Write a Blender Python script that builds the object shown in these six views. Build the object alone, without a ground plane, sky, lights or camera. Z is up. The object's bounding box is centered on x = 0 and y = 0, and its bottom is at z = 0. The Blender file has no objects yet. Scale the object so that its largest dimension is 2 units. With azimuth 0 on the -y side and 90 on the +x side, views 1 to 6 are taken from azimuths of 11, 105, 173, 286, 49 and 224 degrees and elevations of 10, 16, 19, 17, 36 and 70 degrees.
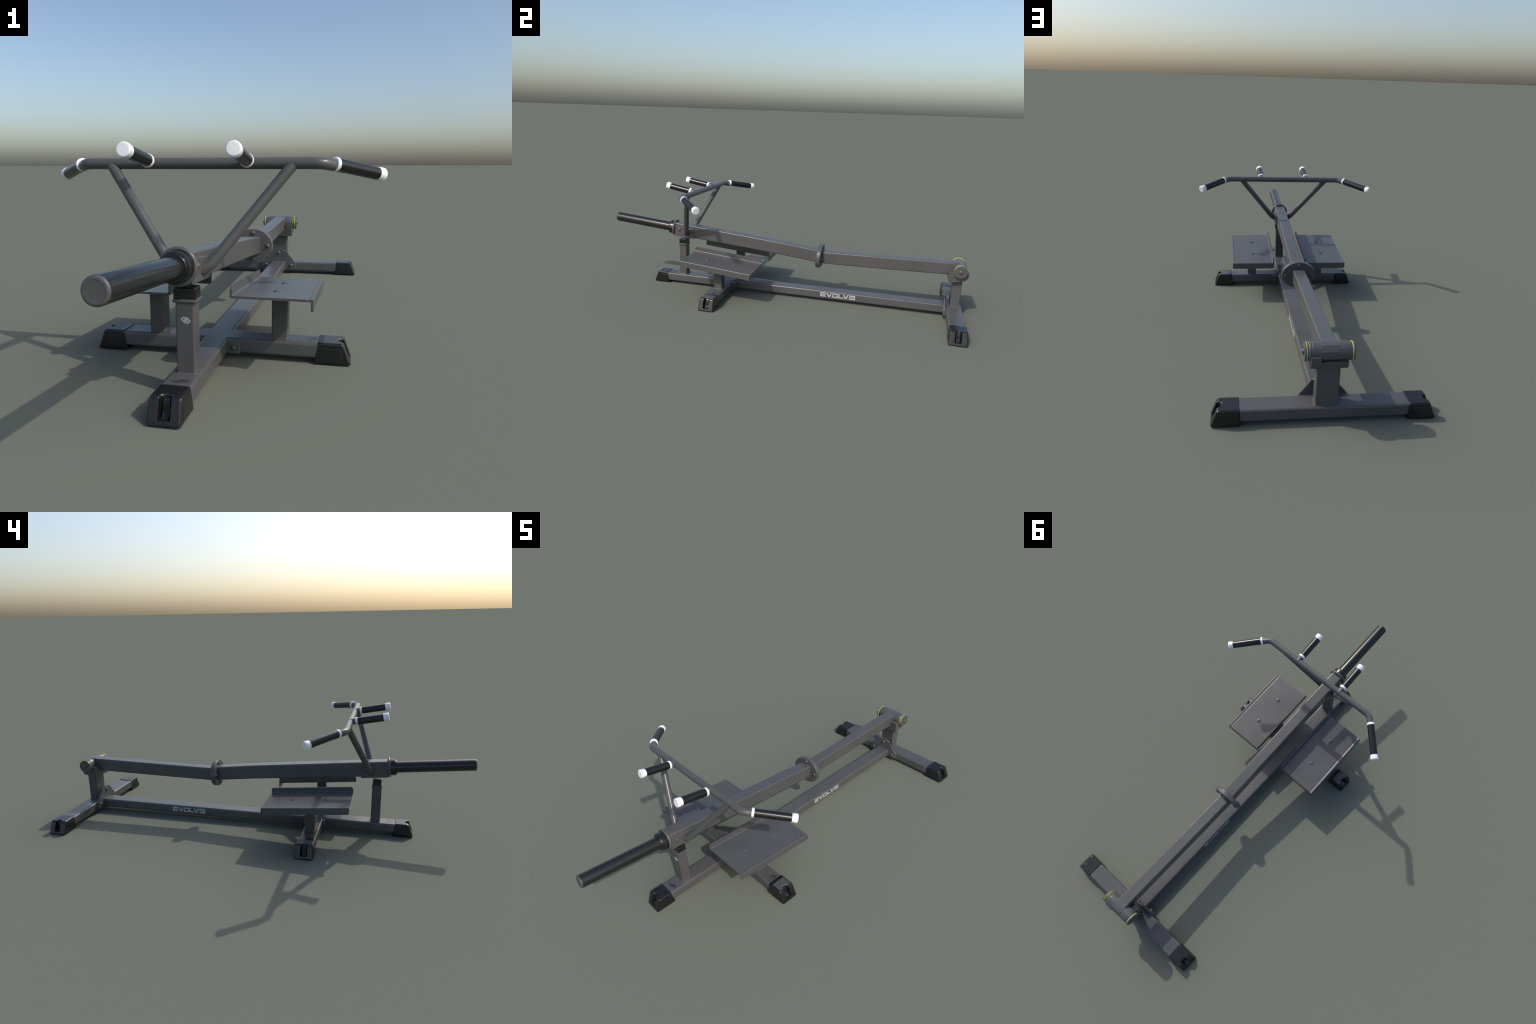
import bpy, bmesh, math
from mathutils import Vector, Matrix

# =====================================================================
# T-bar row machine: dark grey steel frame, rubber feet, pivoting lever
# =====================================================================

# ------------------------------------------------------------------ materials
def new_mat(name):
    m = bpy.data.materials.new(name)
    m.use_nodes = True
    nt = m.node_tree
    return m, nt, nt.nodes["Principled BSDF"]

def N(nt, kind, **kw):
    n = nt.nodes.new(kind)
    for k, v in kw.items():
        setattr(n, k, v)
    return n

def math_node(nt, op, a, b=None, c=None, clamp=False):
    n = N(nt, "ShaderNodeMath", operation=op, use_clamp=clamp)
    for i, v in enumerate((a, b, c)):
        if v is None:
            continue
        if isinstance(v, (int, float)):
            n.inputs[i].default_value = v
        else:
            nt.links.new(v, n.inputs[i])
    return n.outputs[0]

def ramp(nt, fac, stops):
    r = N(nt, "ShaderNodeValToRGB")
    el = r.color_ramp.elements
    while len(el) < len(stops):
        el.new(0.5)
    for e, (p, c) in zip(el, stops):
        e.position = p
        e.color = (c[0], c[1], c[2], 1)
    nt.links.new(fac, r.inputs[0])
    return r.outputs[0]

def noise(nt, vec, scale, detail=4, rough=0.55):
    n = N(nt, "ShaderNodeTexNoise")
    n.inputs["Scale"].default_value = scale
    n.inputs["Detail"].default_value = detail
    n.inputs["Roughness"].default_value = rough
    nt.links.new(vec, n.inputs["Vector"])
    return n.outputs["Fac"]

def mix_col(nt, fac, a, b):
    n = N(nt, "ShaderNodeMix", data_type="RGBA")
    nt.links.new(fac, n.inputs[0])
    for sock, v in ((n.inputs[6], a), (n.inputs[7], b)):
        if isinstance(v, tuple):
            sock.default_value = (*v, 1)
        else:
            nt.links.new(v, sock)
    return n.outputs[2]

def band(nt, x, lo, hi, soft):
    """1 between lo and hi, with soft borders"""
    up = N(nt, "ShaderNodeMapRange", interpolation_type="SMOOTHSTEP")
    up.inputs[1].default_value = lo - soft
    up.inputs[2].default_value = lo + soft
    nt.links.new(x, up.inputs[0])
    dn = N(nt, "ShaderNodeMapRange", interpolation_type="SMOOTHSTEP")
    dn.inputs[1].default_value = hi - soft
    dn.inputs[2].default_value = hi + soft
    dn.inputs[3].default_value = 1.0
    dn.inputs[4].default_value = 0.0
    nt.links.new(x, dn.inputs[0])
    return math_node(nt, "MULTIPLY", up.outputs[0], dn.outputs[0])

STEEL_LO, STEEL_HI = (0.075, 0.0752, 0.0755), (0.087, 0.0872, 0.0875)

def steel_material(name, smudge=None, lo=STEEL_LO, hi=STEEL_HI, rough=0.30):
    """powder-coated steel; smudge = list of (x, y, half x, half y) of dark scuffs on top faces"""
    m, nt, b = new_mat(name)
    tc = N(nt, "ShaderNodeTexCoord")
    obj = tc.outputs["Object"]
    col = ramp(nt, noise(nt, obj, 9.0, 5), [(0.3, lo), (0.7, hi)])
    grain = noise(nt, obj, 420.0, 2)
    if smudge:
        sep = N(nt, "ShaderNodeSeparateXYZ")
        nt.links.new(obj, sep.inputs[0])
        geo = N(nt, "ShaderNodeNewGeometry")
        nsep = N(nt, "ShaderNodeSeparateXYZ")
        nt.links.new(geo.outputs["Normal"], nsep.inputs[0])
        up = math_node(nt, "GREATER_THAN", nsep.outputs[2], 0.8)
        blot = band(nt, noise(nt, obj, 95.0, 3), 0.47, 2.0, 0.06)
        for (sx, sy, hx, hy) in smudge:
            ax = math_node(nt, "ABSOLUTE", sep.outputs[0]) if sx > 0.1 else sep.outputs[0]
            mx = band(nt, ax, sx - hx, sx + hx, hx * 0.6)
            my = band(nt, sep.outputs[1], sy - hy, sy + hy, hy * 0.6)
            k = math_node(nt, "MULTIPLY", mx, my)
            k = math_node(nt, "MULTIPLY", k, blot)
            k = math_node(nt, "MULTIPLY", k, up)
            k = math_node(nt, "MULTIPLY", k, 0.85)
            col = mix_col(nt, k, col, (0.016, 0.016, 0.018))
    nt.links.new(col, b.inputs["Base Color"])
    rg = N(nt, "ShaderNodeMapRange")
    rg.inputs[1].default_value = 0.3
    rg.inputs[2].default_value = 0.7
    rg.inputs[3].default_value = rough - 0.012
    rg.inputs[4].default_value = rough + 0.015
    nt.links.new(noise(nt, obj, 24.0, 4), rg.inputs[0])
    nt.links.new(rg.outputs[0], b.inputs["Roughness"])
    bump = N(nt, "ShaderNodeBump")
    bump.inputs["Strength"].default_value = 0.012
    bump.inputs["Distance"].default_value = 0.0003
    nt.links.new(grain, bump.inputs["Height"])
    wave = N(nt, "ShaderNodeBump")
    wave.inputs["Strength"].default_value = 0.015
    wave.inputs["Distance"].default_value = 0.002
    nt.links.new(noise(nt, obj, 38.0, 2), wave.inputs["Height"])
    nt.links.new(bump.outputs[0], wave.inputs["Normal"])
    nt.links.new(wave.outputs[0], b.inputs["Normal"])
    b.inputs["Specular IOR Level"].default_value = 0.43
    return m

def plain_material(name, col, rough, var=0.12, bump_strength=0.05, bump_scale=300.0, spec=0.5, metal=0.0):
    m, nt, b = new_mat(name)
    tc = N(nt, "ShaderNodeTexCoord")
    obj = tc.outputs["Object"]
    lo = tuple(c * (1 - var) for c in col)
    hi = tuple(min(1, c * (1 + var)) for c in col)
    nt.links.new(ramp(nt, noise(nt, obj, 30.0, 4), [(0.3, lo), (0.7, hi)]), b.inputs["Base Color"])
    b.inputs["Roughness"].default_value = rough
    b.inputs["Metallic"].default_value = metal
    b.inputs["Specular IOR Level"].default_value = spec
    bp = N(nt, "ShaderNodeBump")
    bp.inputs["Strength"].default_value = bump_strength
    bp.inputs["Distance"].default_value = 0.001
    nt.links.new(noise(nt, obj, bump_scale, 2), bp.inputs["Height"])
    nt.links.new(bp.outputs[0], b.inputs["Normal"])
    return m

def rubber_material(name, patch=False):
    """glossy black rubber; patch = grey rectangle on the top face of the foot (foot's own coordinates)"""
    m, nt, b = new_mat(name)
    tc = N(nt, "ShaderNodeTexCoord")
    obj = tc.outputs["Object"]
    col = ramp(nt, noise(nt, obj, 40.0, 4), [(0.3, (0.0085, 0.0088, 0.009)), (0.7, (0.0125, 0.0128, 0.013))])
    b.inputs["Roughness"].default_value = 0.24
    if patch:
        sep = N(nt, "ShaderNodeSeparateXYZ")
        nt.links.new(obj, sep.inputs[0])
        mu = band(nt, sep.outputs[0], 0.0245, 0.0745, 0.0008)
        mv = band(nt, sep.outputs[1], -0.0325, 0.0325, 0.0008)
        mz = band(nt, sep.outputs[2], 0.0585, 0.2, 0.0006)
        k = math_node(nt, "MULTIPLY", math_node(nt, "MULTIPLY", mu, mv), mz)
        grey = ramp(nt, noise(nt, obj, 60.0, 5), [(0.3, (0.060, 0.060, 0.062)), (0.7, (0.075, 0.075, 0.077))])
        col = mix_col(nt, k, col, grey)
        rg = math_node(nt, "MULTIPLY_ADD", k, 0.18, 0.24)
        nt.links.new(rg, b.inputs["Roughness"])
    nt.links.new(col, b.inputs["Base Color"])
    bp = N(nt, "ShaderNodeBump")
    bp.inputs["Strength"].default_value = 0.06
    bp.inputs["Distance"].default_value = 0.001
    nt.links.new(noise(nt, obj, 260.0, 2), bp.inputs["Height"])
    nt.links.new(bp.outputs[0], b.inputs["Normal"])
    return m

STEEL = steel_material("grey_powder_coated_steel")
STEEL_BEAM = steel_material("grey_powder_coated_steel_scuffed",
                            smudge=[(0.002, -0.634, 0.020, 0.009), (0.281, -0.286, 0.013, 0.02)])
RUBBER = rubber_material("black_rubber")
RUBBER_GREY_TOP = rubber_material("black_rubber_grey_top", patch=True)
SLEEVE_BLACK = plain_material("black_sleeve_coating", (0.0135, 0.014, 0.015), 0.22, bump_strength=0.02, bump_scale=80)
SLEEVE_END = plain_material("grey_sleeve_end", (0.075, 0.076, 0.077), 0.42, bump_strength=0.15, bump_scale=60)
GRIP_BLACK = plain_material("black_rubber_grip", (0.0085, 0.0085, 0.009), 0.3, bump_strength=0.03)
WHITE = plain_material("white_plastic", (0.86, 0.86, 0.87), 0.38, var=0.02, bump_strength=0.02)
YELLOW = plain_material("yellow_seal", (0.46, 0.50, 0.10), 0.35, var=0.08)
PRINT = plain_material("white_print", (0.46, 0.46, 0.45), 0.5, var=0.03)

# ------------------------------------------------------------------ object helpers
ROOT = bpy.data.objects.new("t_bar_row_machine", None)
ROOT["label"] = "dark grey steel T-bar row machine with foot plates and white-tipped handles"
ROOT["category"] = "gym machine"
bpy.context.scene.collection.objects.link(ROOT)

def finish(bm, name, mat, parent=None, smooth=35.0, loc=None):
    me = bpy.data.meshes.new(name)
    bmesh.ops.remove_doubles(bm, verts=bm.verts, dist=1e-6)
    bmesh.ops.recalc_face_normals(bm, faces=bm.faces)
    bm.to_mesh(me)
    bm.free()
    me.materials.append(mat)
    me.shade_smooth()
    me.set_sharp_from_angle(angle=math.radians(smooth))
    ob = bpy.data.objects.new(name, me)
    bpy.context.scene.collection.objects.link(ob)
    wn = ob.modifiers.new("flat_faces_stay_flat", "WEIGHTED_NORMAL")
    wn.mode = "FACE_AREA"
    wn.weight = 80
    wn.keep_sharp = True
    ob.parent = parent or ROOT
    if loc is not None:
        ob.location = loc
    return ob

def instance(src, name, matrix, parent=None):
    ob = src.copy()
    ob.name = name
    bpy.context.scene.collection.objects.link(ob)
    ob.parent = parent or ROOT
    ob.matrix_basis = matrix
    return ob

def frame(direction, up=(0, 0, 1)):
    """rotation whose local z is direction"""
    z = Vector(direction).normalized()
    x = Vector(up).cross(z)
    if x.length < 1e-4:
        x = Vector((1, 0, 0))
    x.normalize()
    y = z.cross(x)
    return Matrix((x, y, z)).transposed()

def place(pos, direction, up=(0, 0, 1)):
    return Matrix.Translation(pos) @ frame(direction, up).to_4x4()

# ------------------------------------------------------------------ sections
def rounded_rect(hw, hh, r, seg=4):
    pts = []
    for cx, cy, a0 in ((hw - r, hh - r, 0), (-hw + r, hh - r, 90), (-hw + r, -hh + r, 180), (hw - r, -hh + r, 270)):
        for i in range(seg + 1):
            a = math.radians(a0 + 90 * i / seg)
            pts.append((cx + r * math.cos(a), cy + r * math.sin(a)))
    return pts

def circle(r, n=32):
    return [(r * math.cos(2 * math.pi * i / n), r * math.sin(2 * math.pi * i / n)) for i in range(n)]

def loft(bm, rings, cap=True):
    rows = [[bm.verts.new(p) for p in ring] for ring in rings]
    n = len(rows[0])
    for a, b in zip(rows, rows[1:]):
        for i in range(n):
            bm.faces.new((a[i], a[(i + 1) % n], b[(i + 1) % n], b[i]))
    if cap:
        bm.faces.new(rows[0][::-1])
        bm.faces.new(rows[-1])
    return rows

def tube_along(bm, path, section, up=(0, 0, 1), cap=True, lip=0.0):
    """sweep a section (list or function of index) along a path of points; lip rounds the two ends"""
    path = [Vector(p) for p in path]
    rings = []
    n = len(path)
    for i, p in enumerate(path):
        if i == 0:
            d = path[1] - p
        elif i == n - 1:
            d = p - path[i - 1]
        else:
            d = (path[i + 1] - p).normalized() + (p - path[i - 1]).normalized()
        f = frame(d, up)
        sec = section(i) if callable(section) else section
        rings.append([p + f @ Vector((x, y, 0)) for x, y in sec])
    loft(bm, rings, cap)
    return rings

def revolve(bm, profile, n=40, matrix=Matrix()):
    """profile: list of (radius, height); axis = local z"""
    rings = []
    for r, h in profile:
        if r < 1e-6:
            rings.append([bm.verts.new(matrix @ Vector((0, 0, h)))])
        else:
            rings.append([bm.verts.new(matrix @ Vector((r * math.cos(2 * math.pi * i / n), r * math.sin(2 * math.pi * i / n), h))) for i in range(n)])
    for a, b in zip(rings, rings[1:]):
        for i in range(n):
            j = (i + 1) % n
            if len(a) == 1 and len(b) > 1:
                bm.faces.new((a[0], b[i], b[j]))
            elif len(b) == 1 and len(a) > 1:
                bm.faces.new((a[i], a[j], b[0]))
            elif len(a) > 1:
                bm.faces.new((a[i], a[j], b[j], b[i]))

def arc_profile(r, h0, h1, e, seg=4):
    """solid cylinder profile with rounded rims of radius e"""
    pr = [(0, h0)]
    for i in range(seg + 1):
        a = math.pi / 2 * i / seg
        pr.append((r - e + e * math.sin(a), h0 + e - e * math.cos(a)))
    for i in range(seg + 1):
        a = math.pi / 2 * i / seg
        pr.append((r - e + e * math.cos(a), h1 - e + e * math.sin(a)))
    pr.append((0, h1))
    return pr

def rounded_box(bm, lo, hi, r, seg=3):
    g = bmesh.ops.create_cube(bm, size=1.0)
    vs = g["verts"]
    for v in vs:
        for k in range(3):
            v.co[k] = lo[k] if v.co[k] < 0 else hi[k]
    es = list({e for v in vs for e in v.link_edges})
    bmesh.ops.bevel(bm, geom=es, offset=r, segments=seg, profile=0.5, affect="EDGES")

def prism(bm, outline, axis, a, b, bevel=0.0, seg=3):
    """extrude a 2D outline along an axis from a to b"""
    def pt(u, v, w):
        return {"x": (w, u, v), "y": (u, w, v), "v": (u, w, v), "z": (u, v, w)}[axis]
    lo = [bm.verts.new(pt(u, v, a)) for u, v in outline]
    hi = [bm.verts.new(pt(u, v, b)) for u, v in outline]
    n = len(outline)
    f1 = bm.faces.new(lo[::-1])
    f2 = bm.faces.new(hi)
    for i in range(n):
        bm.faces.new((lo[i], lo[(i + 1) % n], hi[(i + 1) % n], hi[i]))
    if bevel:
        es = list(set(f1.edges) | set(f2.edges))
        bmesh.ops.bevel(bm, geom=es, offset=bevel, segments=seg, profile=0.5, affect="EDGES")

def fillet_path(points, radius, seg=8):
    """polyline with its inner corners rounded"""
    pts = [Vector(p) for p in points]
    out = [pts[0]]
    for a, b, c in zip(pts, pts[1:], pts[2:]):
        d1, d2 = (a - b).normalized(), (c - b).normalized()
        half = d1.angle(d2) / 2
        t = radius / math.tan(half)
        p, q = b + d1 * t, b + d2 * t
        for i in range(seg + 1):
            s = i / seg
            out.append((1 - s) ** 2 * p + 2 * s * (1 - s) * b + s * s * q)
    out.append(pts[-1])
    return out

def weld_bead(name, cx, cy, z, hx, hy, parent, r=0.0028):
    """bead of weld around the foot of a square post"""
    bm = bmesh.new()
    loop = rounded_rect(hx, hy, 0.006, 4)
    n = len(loop)
    rings = []
    for i, (x, y) in enumerate(loop):
        d = Vector((x / max(hx, 1e-6), y / max(hy, 1e-6), 0)).normalized()
        c = Vector((cx + x, cy + y, z))
        rings.append([c + d * (r * math.cos(a)) + Vector((0, 0, r * math.sin(a)))
                      for a in (2 * math.pi * k / 8 for k in range(8))])
    rings.append(rings[0])
    loft(bm, rings, cap=False)
    return finish(bm, name, STEEL, parent, 60)

# ------------------------------------------------------------------ bolts (shared meshes)
def make_bolt_mesh():
    bm = bmesh.new()
    prof = [(0, 0), (0.0100, 0), (0.0102, 0.0008), (0.0098, 0.0016), (0.0088, 0.0018)]
    for i in range(1, 7):
        a = math.pi / 2 * i / 6
        prof.append((0.0088 * math.cos(a) if i < 6 else 0, 0.0018 + 0.0062 * math.sin(a)))
    revolve(bm, prof, 24)
    return bm

bolt_src = finish(make_bolt_mesh(), "bolt", STEEL)
bolt_used = [False]

def bolt(pos, direction, parent, scale=1.0, name="bolt"):
    m = place(pos, direction) @ Matrix.Scale(scale, 4)
    if not bolt_used[0]:
        bolt_used[0] = True
        bolt_src.parent = parent
        bolt_src.matrix_basis = m
        return bolt_src
    return instance(bolt_src, name, m, parent)

# =====================================================================
# BASE FRAME
# =====================================================================
BASE_HW, BASE_HH = 0.0374, 0.0230
def base_z(y):
    return 0.0347 + (y + 0.66) / 1.56 * 0.0050

bm = bmesh.new()
ys = [-0.668, -0.2, 0.3, 0.9]
tube_along(bm, [(0.0004, y, base_z(y)) for y in ys], rounded_rect(BASE_HW, BASE_HH, 0.0085))
base_beam = finish(bm, "base_beam", STEEL_BEAM)

CROSS_Y, CROSS_HW, CROSS_Z, CROSS_HH = -0.2840, 0.0370, 0.0362, 0.0226
cross_beams = {}
for s in (1, -1):
    bm = bmesh.new()
    tube_along(bm, [(s * 0.03, CROSS_Y, CROSS_Z), (s * 0.318, CROSS_Y, CROSS_Z)], rounded_rect(CROSS_HW, CROSS_HH, 0.0085))
    cross_beams[s] = finish(bm, "cross_beam", STEEL_BEAM)
    # bolted clamp blocks that fix the cross beam to the base beam
    for t in (1, -1):
        bm = bmesh.new()
        yi = CROSS_Y + t * 0.030
        yo = CROSS_Y + t * (0.0475 if t < 0 else 0.052)
        x0, x1 = sorted((s * 0.0345, s * (0.0755 if s > 0 else 0.064)))
        y0, y1 = sorted((yi, yo))
        rounded_box(bm, (x0, y0, 0.0145), (x1, y1, 0.0560), 0.004)
        cl = finish(bm, "clamp_block", STEEL, cross_beams[s])
        bolt((s * (0.0555 if s > 0 else 0.049), yo - t * 0.0005, 0.034), (0, t, 0), cl, 0.85)

REAR_Y, REAR_HW = 0.9485, 0.0395
bm = bmesh.new()
tube_along(bm, [(-0.318, REAR_Y, 0.0353), (0.318, REAR_Y, 0.0353)], rounded_rect(REAR_HW, 0.0234, 0.0085))
rear_beam = finish(bm, "rear_beam", STEEL)

# ---- rubber feet -----------------------------------------------------
def foot_outline(u0, L, b, nw, back, rc, lip):
    """plan outline of the foot (u outward, v across) with a round-backed slot cut into its outer end"""
    pts = [(u0, -b + 0.003), (u0 + 0.003, -b)]
    for k in range(1, 6):
        pts.append((u0 + 0.003 + (L - rc - u0 - 0.003) * k / 6, -b))
    for i in range(7):
        a = math.radians(-90 + 90 * i / 6)
        pts.append((L - rc + rc * math.cos(a), -b + rc + rc * math.sin(a)))
    for i in range(5):
        a = math.radians(90 * i / 4)
        pts.append((L - lip + lip * math.cos(a), -nw - lip + lip * math.sin(a)))
    bx = min(back + nw, L - lip - 0.0005)
    for i in range(13):
        a = math.radians(-90 - 180 * i / 12)
        pts.append((bx + (bx - back) * math.cos(a), nw * math.sin(a)))
    half = len(pts)
    first = [p for p in pts[: half - 13]]
    pts += [(u, -v) for u, v in reversed(first)]
    return pts

def make_foot(half_width, lean=0.0045):
    """rubber end foot: wide at the ground, sloping outer end, slot for a bolt; beam enters at u = 0"""
    bm = bmesh.new()
    H, floor = 0.0615, 0.012
    hw = half_width
    rings = []
    def ring(z, inset, slot):
        k = min(1, z / H)
        u0 = lean * k + 0.4 * inset
        L = 0.1035 - 0.0235 * k - inset
        b = hw - 0.0030 * k - 0.8 * inset
        nw = 0.0145 + 0.25 * inset
        back = 0.0640 - 0.6 * inset
        lip = 0.0025
        rc = 0.0065
        if not slot:
            back = L - 0.0018
        pts = foot_outline(u0, L, b, nw, back, rc, lip)
        if not slot:
            # below the slot's floor: bring its points to the end line of the foot
            pts = [(L if (abs(v) <= nw + lip and u > L - 0.02) else u, v) for u, v in pts]
        rings.append([(u, v, z) for u, v in pts])
    ring(0.0, 0.0035, False)
    ring(0.0012, 0.0012, False)
    ring(0.0035, 0.0, False)
    ring(floor, 0.0, False)
    ring(floor + 0.0002, 0.0, True)
    for z in (0.02, 0.03, 0.04, 0.050):
        ring(z, 0.0, True)
    e = 0.0068
    for i in range(7):
        a = math.pi / 2 * i / 6
        ring(H - e + e * math.sin(a), e * (1 - math.cos(a)), True)
    loft(bm, rings)
    # tongue standing in the slot, with a ramp down to the slot's mouth
    prism(bm, [(0.058, 0.0105), (0.0880, 0.0125), (0.0745, 0.0240), (0.0712, 0.0480), (0.0670, 0.0535), (0.058, 0.0535)], "v", -0.0080, 0.0080, 0.0015)
    # raised panel on each flank
    for t in (1, -1):
        def side(u, z, out):
            return (u, t * (hw - 0.0030 * z / H + out), z)
        outer = [(0.013, 0.006), (0.082, 0.006), (0.071, 0.047), (0.013, 0.047)]
        inner = [(0.015, 0.008), (0.080, 0.008), (0.0695, 0.045), (0.015, 0.045)]
        a = [bm.verts.new(side(u, z, -0.0005)) for u, z in outer]
        b = [bm.verts.new(side(u, z, 0.0012)) for u, z in inner]
        for i in range(4):
            bm.faces.new((a[i], a[(i + 1) % 4], b[(i + 1) % 4], b[i]))
        bm.faces.new(b)
    return bm

def foot_matrix(x, y, ang, stretch=1.0):
    return Matrix.Translation((x, y, 0)) @ Matrix.Rotation(math.radians(ang), 4, "Z") @ Matrix.Diagonal((stretch, 1, 1, 1))

front_foot = finish(make_foot(0.0408, 0.0125), "rubber_foot", RUBBER, smooth=40)
front_foot.matrix_basis = foot_matrix(0.0, -0.6525, -90, 0.925)
side_foot = finish(make_foot(0.0416, 0.008), "rubber_foot", RUBBER_GREY_TOP, smooth=40)
side_foot.matrix_basis = foot_matrix(0.2915, -0.2830, 0)
instance(side_foot, "rubber_foot", foot_matrix(-0.2815, -0.2830, 180, 0.93))
rear_foot = finish(make_foot(0.0435), "rubber_foot", RUBBER, smooth=40)
rear_foot.matrix_basis = foot_matrix(0.2925, 0.9500, 0)
instance(rear_foot, "rubber_foot", foot_matrix(-0.2870, 0.9495, 180))

# ---- bolted end plates between base beam and rear beam -----------------
def gusset_outline(grow=0.0):
    hw, z0, zs, ht, zt = 0.0895 + grow, 0.0185, 0.055, 0.046 + grow, 0.1265 + grow
    pts = [(-hw + 0.008, z0), (hw - 0.008, z0)]
    c = [(hw, z0 + 0.008), (hw, zs - 0.006), (hw - 0.004, zs + 0.006)]
    pts += c
    # slanted flank up to a rounded crown
    p0, p1, p2 = Vector((0.040, 0.113)), Vector((0.030, zt + 0.002)), Vector((0.0, zt + 0.001))
    arc = []
    for i in range(7):
        s = i / 6
        q = (1 - s) ** 2 * p0 + 2 * s * (1 - s) * p1 + s * s * p2
        arc.append((q.x, q.y))
    pts += arc
    pts += [(-x, z) for x, z in reversed(arc[:-1])]
    pts += [(-x, z) for x, z in reversed(c)]
    return pts

bm = bmesh.new()
prism(bm, gusset_outline(), "y", 0.8960, 0.9065, 0.0022)
gusset = finish(bm, "gusset_plate", STEEL)
bm = bmesh.new()
rounded_box(bm, (-0.0915, 0.9050, 0.0190), (0.0915, 0.9120, 0.0585), 0.003)
finish(bm, "backing_plate", STEEL)
for bx, bz in ((0, 0.1075), (-0.066, 0.043), (0.066, 0.041)):
    bolt((bx, 0.8967, bz), (0, -1, 0), gusset, 1.0)

# ---- posts ------------------------------------------------------------
FP = (0.0018, -0.5700)
bm = bmesh.new()
tube_along(bm, [(FP[0], FP[1], 0.045), (FP[0], FP[1], 0.2385)], rounded_rect(0.0236, 0.0220, 0.005), up=(0, 1, 0))
front_post = finish(bm, "front_post", STEEL)
weld_bead("weld_bead", FP[0], FP[1], 0.0580, 0.0236, 0.0220, front_post)
bm = bmesh.new()
tube_along(bm, [(FP[0], FP[1], z) for z in (0.2355, 0.2375, 0.2425, 0.2445)],
           lambda i: rounded_rect(0.0275 + (0.001, 0.0030, 0.0030, 0.0008)[i], 0.0216 + (0.001, 0.0030, 0.0030, 0.0008)[i], 0.0055), up=(0, 1, 0))
finish(bm, "post_rim", STEEL, front_post, 50)
bm = bmesh.new()
rounded_box(bm, (FP[0] - 0.0285, FP[1] - 0.0202, 0.2430), (FP[0] + 0.0285, FP[1] + 0.0202, 0.2725), 0.0035)
finish(bm, "rubber_stop", RUBBER, front_post)

bm = bmesh.new()
tube_along(bm, [(-0.0005, 0.9520, 0.05), (-0.0005, 0.9520, 0.21)], rounded_rect(0.0410, 0.0238, 0.006), up=(0, 1, 0))
rear_post = finish(bm, "rear_post", STEEL)
weld_bead("weld_bead", -0.0005, 0.9520, 0.0587, 0.0410, 0.0238, rear_post)

# =====================================================================
# PIVOT (rear)
# =====================================================================
PIV = Vector((0.0, 0.9565, 0.2595))
# saddle bracket on top of the rear post: low tray with upstanding ears
bm = bmesh.new()
prism(bm, [(0.9085, 0.1935), (0.982, 0.2085), (0.9910, 0.230), (0.9910, 0.2365), (0.9040, 0.2365)], "x", -0.064, 0.066, 0.002)
bracket = finish(bm, "pivot_bracket", STEEL)
def ear(x0, x1, front):
    bm = bmesh.new()
    if front:
        prof = [(0.9065, 0.212), (0.9045, 0.2505), (0.9265, 0.2525), (0.932, 0.235), (0.932, 0.212)]
    else:
        prof = [(0.982, 0.212), (0.982, 0.235), (0.978, 0.257), (0.9980, 0.2575), (0.9995, 0.232), (0.987, 0.212)]
    prism(bm, prof, "x", x0, x1, 0.002)
    return finish(bm, "bracket_ear", STEEL, bracket)
ear(0.031, 0.0655, True)
ear(0.031, 0.0655, False)
ear(-0.0635, -0.033, True)

# drum across the end of the lever arm
bm = bmesh.new()
mx = Matrix.Translation(PIV) @ Matrix.Rotation(math.radians(90), 4, "Y")
prof = [(0, -0.0695), (0.0310, -0.0695), (0.0322, -0.068), (0.0322, -0.0655), (0.0318, -0.0645), (0.0328, -0.062), (0.0332, -0.060)]
prof += [(0.0332, 0.056), (0.0328, 0.058), (0.0318, 0.0605), (0.0322, 0.0615), (0.0322, 0.0665), (0.0310, 0.068), (0, 0.068)]
revolve(bm, prof, 56, mx)
drum = finish(bm, "pivot_drum", STEEL, smooth=30)
# end caps with yellow seals
for s in (1, -1):
    mxs = Matrix.Translation(PIV) @ Matrix.Rotation(math.radians(90 * s), 4, "Y")
    bm = bmesh.new()
    revolve(bm, arc_profile(0.0328, 0.0785, 0.0850, 0.0015, 3), 56, mxs)
    cap = finish(bm, "end_cap", STEEL, drum)
    bm = bmesh.new()
    revolve(bm, arc_profile(0.0333, 0.0758, 0.0792, 0.0012, 3), 56, mxs)
    finish(bm, "yellow_seal", YELLOW, drum, 50)
    bm = bmesh.new()
    revolve(bm, arc_profile(0.0308, 0.066, 0.0765, 0.0004, 2), 48, mxs)
    finish(bm, "drum_neck", STEEL, drum)
    if s == 1:
        bm = bmesh.new()
        revolve(bm, arc_profile(0.0322, 0.0690, 0.0702, 0.0004, 2), 56, mxs)
        finish(bm, "yellow_seal", YELLOW, drum, 50)
    bolt(PIV + Vector((s * 0.0848, 0, 0.0005)), (s, 0, 0), cap, 1.1)

# =====================================================================
# LEVER ARM
# =====================================================================
# rear section: from the drum to the flange disc
bm = bmesh.new()
rear_pts = [(0, 0.240, 0.2445), (0, 0.60, 0.2505), (0, 0.950, 0.2585)]
tube_along(bm, rear_pts, rounded_rect(0.0280, 0.0328, 0.0065))
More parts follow.
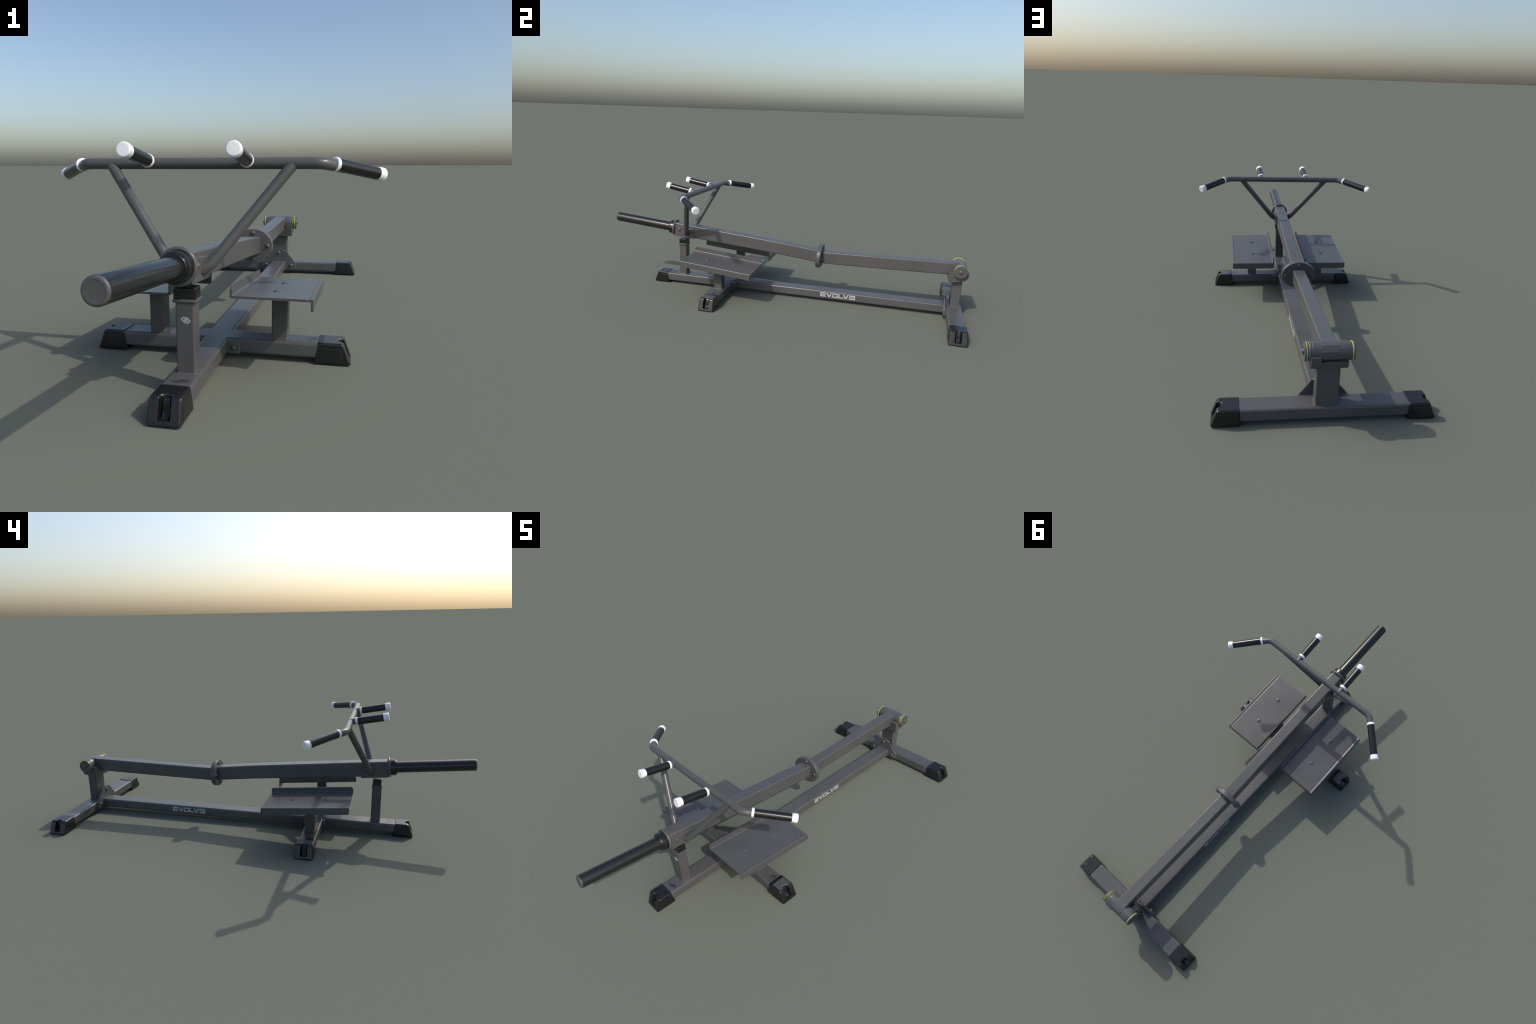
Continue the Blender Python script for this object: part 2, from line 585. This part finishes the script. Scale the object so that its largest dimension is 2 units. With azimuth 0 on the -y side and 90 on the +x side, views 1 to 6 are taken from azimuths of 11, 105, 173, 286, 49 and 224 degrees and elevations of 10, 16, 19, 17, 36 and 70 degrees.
# faceted wrap where the arm closes around the drum
arm_rear = finish(bm, "lever_arm", STEEL)
bm = bmesh.new()
wrap = []
for a in (100, 60, 22, -22, -60, -100):
    wrap.append((PIV.y + 0.0352 * math.cos(math.radians(a)), PIV.z + 0.0352 * math.sin(math.radians(a))))
wrap += [(0.925, 0.2290), (0.925, 0.2895)]
prism(bm, wrap, "x", -0.0272, 0.0278, 0.0015)
finish(bm, "drum_wrap", STEEL, arm_rear, 25)

# front section: slightly kinked square tube from the sleeve to the disc
bm = bmesh.new()
front_pts = [(0, -0.6215, 0.3285), (0, -0.40, 0.3090), (0, -0.20, 0.2920), (0, 0.045, 0.2698), (0, 0.065, 0.2675), (0, 0.236, 0.2495)]
def arm_sec(i):
    return rounded_rect(0.0295, (0.0360, 0.0355, 0.0350, 0.0345, 0.0345, 0.0340)[i], 0.0070)
tube_along(bm, front_pts, arm_sec)
arm_front = finish(bm, "lever_arm", STEEL)

# bolted oval flange joining the two arm sections
DISC_C = Vector((0, 0.2340, 0.2478))
tilt = Matrix.Rotation(math.radians(-4.5), 4, "X")
md = Matrix.Translation(DISC_C) @ tilt @ Matrix.Rotation(math.radians(-90), 4, "X")
bm = bmesh.new()
revolve(bm, arc_profile(0.0780, -0.0112, 0.0112, 0.0030, 4), 72, md @ Matrix.Diagonal((1, 0.0648 / 0.078, 1, 1)))
flange = finish(bm, "flange_disc", STEEL)
for side in (-1, 1):
    ax = tilt @ Vector((0, side, 0))
    for bx, bz in ((0.0, 0.0495), (0.0, -0.0495), (0.059, 0.0), (-0.059, 0.0)):
        p = DISC_C + tilt @ Vector((bx, side * 0.0110, bz))
        bolt(p, ax, flange, 0.92)

# =====================================================================
# SLEEVE (weight-plate horn)
# =====================================================================
ax_dir = Vector((0, -1.0, 0.0925)).normalized()
S0 = Vector((0, -0.6215, 0.3297))
ms = place(S0, ax_dir)
bm = bmesh.new()
prof = []
for i in range(25):
    a = 2 * math.pi * i / 24
    prof.append((0.0418 + 0.0057 * math.cos(a), 0.0064 * math.sin(a)))
revolve(bm, prof, 56, ms)
revolve(bm, arc_profile(0.0425, -0.006, 0.003, 0.001, 2), 56, ms)
finish(bm, "collar_ring", STEEL, smooth=60)
bm = bmesh.new()
prof = [(0, -0.002), (0.0395, -0.002), (0.0395, 0.004)]
prof += [(0.0375, 0.0055), (0.0375, 0.0075), (0.0385, 0.010), (0.0385, 0.027), (0.0378, 0.0292), (0.0360, 0.0300), (0.0335, 0.0300), (0.0325, 0.0320), (0.0325, 0.0345), (0.0312, 0.0360), (0.0, 0.0360)]
revolve(bm, prof, 56, ms)
collar = finish(bm, "sleeve_collar", SLEEVE_BLACK, smooth=40)
bm = bmesh.new()
L = 0.3780
revolve(bm, [(0, 0), (0.0264, 0), (0.0264, L - 0.006), (0.0262, L - 0.005), (0.0, L - 0.005)], 56, ms)
sleeve = finish(bm, "weight_sleeve", SLEEVE_BLACK)
bm = bmesh.new()
pr = [(0, L - 0.008), (0.0261, L - 0.008)]
for i in range(5):
    a = math.pi / 2 * i / 4
    pr.append((0.0261 - 0.005 + 0.005 * math.cos(a), L - 0.005 + 0.005 * math.sin(a)))
pr += [(0.0185, L), (0.0175, L - 0.0006), (0, L - 0.0006)]
revolve(bm, pr, 56, ms)
finish(bm, "sleeve_end_cap", SLEEVE_END, sleeve, 50)

# =====================================================================
# HANDLE ASSEMBLY
# =====================================================================
BAR_R = 0.0147
BAR_Y, BAR_Z = -0.4440, 0.5628
OUT_DIR = Vector((0.112, 0.109, -0.0258))
def outer_pt(s, t):
    """point on the outer grip axis: t = 0 at the white ring, 1 at the tip"""
    p = Vector((0.343, -0.4135, 0.5596)) + OUT_DIR * t
    return Vector((s * p.x, p.y, p.z))

bar_pts = [outer_pt(-1, 0.9), (-0.3100, BAR_Y, BAR_Z), (0.3100, BAR_Y, BAR_Z), outer_pt(1, 0.9)]
bm = bmesh.new()
tube_along(bm, fillet_path(bar_pts, 0.045, 10), circle(BAR_R, 28))
handlebar = finish(bm, "handlebar", STEEL, smooth=60)

def make_grip(name, base, tip, parent):
    """black rubber grip with a white ring at its root and a white cap on its tip"""
    base, tip = Vector(base), Vector(tip)
    d = tip - base
    Lg = d.length
    m = place(base, d)
    bm = bmesh.new()
    revolve(bm, arc_profile(0.0164, 0.0, Lg - 0.012, 0.001, 2), 36, m)
    g = finish(bm, name, GRIP_BLACK, parent)
    bm = bmesh.new()
    prof = [(0, -0.0075), (0.0160, -0.0075), (0.0176, -0.0062), (0.0180, -0.004), (0.0180, 0.0012), (0.0176, 0.0028), (0.0168, 0.0032), (0.0, 0.0032)]
    revolve(bm, prof, 36, m)
    finish(bm, "grip_ring", WHITE, g, 45)
    bm = bmesh.new()
    prof = [(0, Lg - 0.0235), (0.0168, Lg - 0.0235), (0.0175, Lg - 0.0228), (0.0175, Lg - 0.0165), (0.0180, Lg - 0.0150), (0.0185, Lg - 0.013)]
    for i in range(6):
        a = math.pi / 2 * i / 5
        prof.append((0.0185 - 0.0042 + 0.0042 * math.cos(a), Lg - 0.0042 + 0.0042 * math.sin(a)))
    prof.append((0, Lg + 0.0004))
    revolve(bm, prof, 36, m)
    finish(bm, "grip_cap", WHITE, g, 45)
    return g

for s in (1, -1):
    make_grip("grip", outer_pt(s, 0.0), outer_pt(s, 1.06), handlebar)
    # inner handle: short stub off the bar, then the grip
    base = Vector((s * 0.1290, -0.4735, 0.5705))
    tip = Vector((s * 0.1290, -0.6085, 0.5945))
    bm = bmesh.new()
    st = Vector((s * 0.1290, BAR_Y + 0.004, BAR_Z + 0.002))
    tube_along(bm, [st, base + (tip - base) * 0.2], circle(0.0132, 24))
    finish(bm, "handle_stub", STEEL, handlebar, 60)
    make_grip("grip", base, tip, handlebar)

# struts from the lever arm up to the handlebar
for s in (1, -1):
    path = [(s * 0.0300, -0.5425, 0.3060), (s * 0.0535, -0.5355, 0.3220), (s * 0.2390, -0.4460, 0.5590)]
    bm = bmesh.new()
    tube_along(bm, fillet_path(path, 0.045, 8), circle(0.0142, 24))
    finish(bm, "strut", STEEL, smooth=60)
    # side plate bolted to the arm, carrying the strut
    bm = bmesh.new()
    slope = -0.0905
    def pz(y, off):
        return 0.3275 + (y + 0.6215) * slope + off
    ya, yb = -0.6190, -0.4950
    out = [(ya, pz(ya, -0.0385)), (yb, pz(yb, -0.0385)), (yb, pz(yb, 0.0130)), (yb - 0.004, pz(yb, 0.0185)), (yb - 0.010, pz(yb, 0.0215)), (ya, pz(ya, 0.0215))]
    x0, x1 = sorted((s * 0.0270, s * 0.0345))
    prism(bm, out, "x", x0, x1, 0.0025)
    sp = finish(bm, "side_plate", STEEL)
    for y, z in ((-0.5855, 0.3265), (-0.5095, 0.3172)):
        bolt((s * 0.0343, y, z), (s, 0, 0), sp, 0.92)

# =====================================================================
# FOOT PLATFORMS
# =====================================================================
PL_Y0, PL_Y1 = -0.4655, -0.0745
def plat_z(y):
    return 0.2248 + (y + 0.4655) * (-0.0870)

def make_platform(s):
    """bent sheet: upstand along the inner edge, lip turned down on the outer and rear edges"""
    bm = bmesh.new()
    th = 0.0062
    x_in, x_out = 0.0805, 0.2970
    up_h, dn_h, r = 0.0245, 0.0312, 0.0045
    # cross-section (x, height over the plate's top face), outer surface then back
    top, bot = [], []
    def arc(cx, cz, rad, a0, a1, n=5):
        return [(cx + rad * math.cos(math.radians(a0 + (a1 - a0) * i / n)), cz + rad * math.sin(math.radians(a0 + (a1 - a0) * i / n))) for i in range(n + 1)]
    top.append((x_in + th, up_h))
    top += arc(x_in + th + 0.005, 0.005, 0.005, 180, 270)
    top += [(x_out - 0.0200, 0.0), (x_out - 0.0170, -0.0012), (x_out - 0.0135, -0.0012), (x_out - 0.0105, -0.0003), (x_out - 0.0080, 0.0004)]
    top += arc(x_out - r, -r + 0.0006, r, 90, 0)
    top.append((x_out, -dn_h))
    bot.append((x_out - th, -dn_h))
    bot += arc(x_out - th - 0.002, -th - 0.002, 0.002, 0, 90)
    bot += arc(x_in + r, -th + r + 0.0, r, 270, 180)
    bot.append((x_in, up_h))
    sec = top + bot
    rings = []
    n = 12
    for i in range(n + 1):
        y = PL_Y0 + (PL_Y1 - PL_Y0) * i / n
        ring = []
        for x, h in sec:
            hh = h
            if i == 0 and h > up_h - 0.001:
                hh = h - 0.008          # clipped front corner of the upstand
            if i == n and h > up_h - 0.001:
                hh = h - 0.004
            if i in (0, n) and h < -dn_h + 0.001:
                hh = h + 0.005          # rounded lower corners of the outer lip
            ring.append((s * x, y, plat_z(y) + hh))
        rings.append(ring)
        if i == 0 or i == n - 1:
            y2 = PL_Y0 + 0.007 if i == 0 else PL_Y1 - 0.004
            rings.append([(s * x, y2, plat_z(y2) + h) for x, h in sec])
    loft(bm, rings)
    # rear lip
    lip = [(s * (x_in + 0.001), -0.0005), (s * x_out, -0.0005), (s * x_out, -dn_h + 0.006), (s * (x_out - 0.006), -dn_h + 0.001), (s * (x_in + 0.007), -dn_h + 0.001), (s * (x_in + 0.001), -dn_h + 0.007)]
    lip = [(x, plat_z(PL_Y1) + h - 0.0005) for x, h in lip]
    prism(bm, lip, "y", PL_Y1 - 0.0045, PL_Y1 + 0.0012, 0.0012)
    return finish(bm, "foot_platform", STEEL)

def make_screw_mesh():
    bm = bmesh.new()
    revolve(bm, [(0, 0), (0.0070, 0), (0.0074, 0.0008), (0.0066, 0.0020), (0.0050, 0.0025), (0.0034, 0.0025), (0.0028, 0.0006), (0, 0.0005)], 24)
    return bm

screw_src = None
for s in (1, -1):
    plat = make_platform(s)
    bm = bmesh.new()
    tube_along(bm, [(s * 0.1875, -0.2820, 0.050), (s * 0.1875, -0.2820, 0.2010)], rounded_rect(0.0235, 0.0230, 0.005), up=(0, 1, 0))
    post = finish(bm, "platform_post", STEEL)
    weld_bead("weld_bead", s * 0.1875, -0.2820, 0.0600, 0.0235, 0.0230, post)
    for y in (-0.3535, -0.1975):
        m = place((s * 0.1870, y, plat_z(y) - 0.0003), (0, 0.0905, 1), up=(0, 1, 0)) @ Matrix.Scale(1.4, 4)
        if screw_src is None:
            screw_src = finish(make_screw_mesh(), "screw", STEEL, plat)
            screw_src.matrix_basis = m
        else:
            instance(screw_src, "screw", m, plat)

# =====================================================================
# PRINTED LETTERING AND MARK
# =====================================================================
def stroke(p, q, w, miter=0.0):
    p, q = Vector(p), Vector(q)
    d = (q - p).normalized()
    nrm = Vector((-d.y, d.x)) * (w / 2)
    p, q = p - d * miter, q + d * miter
    return [p + nrm, p - nrm, q - nrm, q + nrm]

LW = 1.38           # letter width for a height of 1
SW = 0.24           # stroke width
def letter_strokes(ch):
    h = SW / 2
    if ch in "E3":
        st = [[(0, 0), (LW, 0), (LW, SW), (0, SW)], [(0, 1 - SW), (LW, 1 - SW), (LW, 1), (0, 1)],
              [(0, SW), (SW * 1.2, SW), (SW * 1.2, 1 - SW), (0, 1 - SW)],
              [(0.44, 0.5 - 0.085), (LW, 0.5 - 0.085), (LW, 0.5 + 0.085), (0.44, 0.5 + 0.085)]]
        if ch == "3":
            st = [[(LW - x, y) for x, y in q] for q in st]
        return st
    if ch == "V":
        m = LW / 2
        return [[(0, 1), (0.30, 1), (m, 0.30), (m, 0), (m - 0.16, 0)],
                [(LW, 1), (m + 0.16, 0), (m, 0), (m, 0.30), (LW - 0.30, 1)]]
    if ch == "O":
        return [[(0.10, 1 - SW), (LW - 0.02, 1 - SW), (LW, 1 - SW * 0.3), (LW - 0.1, 1), (0.10, 1), (0.04, 1 - SW * 0.4)],
                [(0.10, 0), (LW - 0.05, 0), (LW, 0.1), (LW, SW), (0.10, SW), (0, 0.08)],
                [(0, 0.08), (0.28, SW), (0.22, 0.66), (0.0, 0.70)],
                [(LW - 0.28, SW), (LW, SW), (LW, 0.70), (LW - 0.18, 0.66)]]
    if ch == "L":
        return [[(0, 0), (LW, 0), (LW, SW), (0, SW)], [(0, SW), (SW * 1.2, SW), (SW * 1.2, 1), (0, 1)]]
    return []

def add_flat(bm, poly, to3d, depth):
    lo = [bm.verts.new(to3d(x, y, 0)) for x, y in poly]
    hi = [bm.verts.new(to3d(x, y, depth)) for x, y in poly]
    n = len(poly)
    bm.faces.new(hi)
    for i in range(n):
        bm.faces.new((lo[i], lo[(i + 1) % n], hi[(i + 1) % n], hi[i]))

def lettering(s, y_start, y_end, z_lo, height):
    # (letter, start, width) as fractions of the whole word's length
    word = [("E", 0.0, 0.157), ("V", 0.176, 0.158), ("O", 0.341, 0.165), ("L", 0.524, 0.140), ("V", 0.650, 0.166), ("3", 0.826, 0.174)]
    span = y_end - y_start
    for ch, start, wid in word:
        bm = bmesh.new()
        for poly in letter_strokes(ch):
            def to3d(x, y, d):
                yy = y_start + span * (start + wid * x / LW)
                return (s * (BASE_HW - 0.0004 + d), yy, z_lo + y * height)
            add_flat(bm, poly, to3d, 0.0010)
        finish(bm, "printed_letter", PRINT, base_beam, 20)

lettering(1, 0.2545, 0.4445, 0.0285, 0.0232)
lettering(-1, 0.4810, 0.2985, 0.0290, 0.0238)

# interlocked-bracket mark on the front post
bm = bmesh.new()
def mark3d(x, y, d):
    c, sn = math.cos(math.radians(-45)), math.sin(math.radians(-45))
    return (0.0044 + (x * c - y * sn) * 1.0, FP[1] - 0.0220 + 0.0004 - d, 0.1938 + (x * sn + y * c) * 1.0)
w = 0.0024
def seg_poly(x0, y0, x1, y1):
    return [(x0, y0), (x1, y0), (x1, y1), (x0, y1)]
# one hook; the other is its half-turn
hook = [seg_poly(-0.0098, -0.0075, 0.0045, -0.0075 + w),
        seg_poly(-0.0098, -0.0075 + w, -0.0098 + w, 0.0033 - w),
        seg_poly(-0.0098, 0.0033 - w, 0.0040, 0.0033)]
for poly in hook:
    add_flat(bm, poly, mark3d, 0.0008)
    add_flat(bm, [(-x, -y) for x, y in poly], mark3d, 0.0008)
finish(bm, "printed_mark", PRINT, front_post, 20)
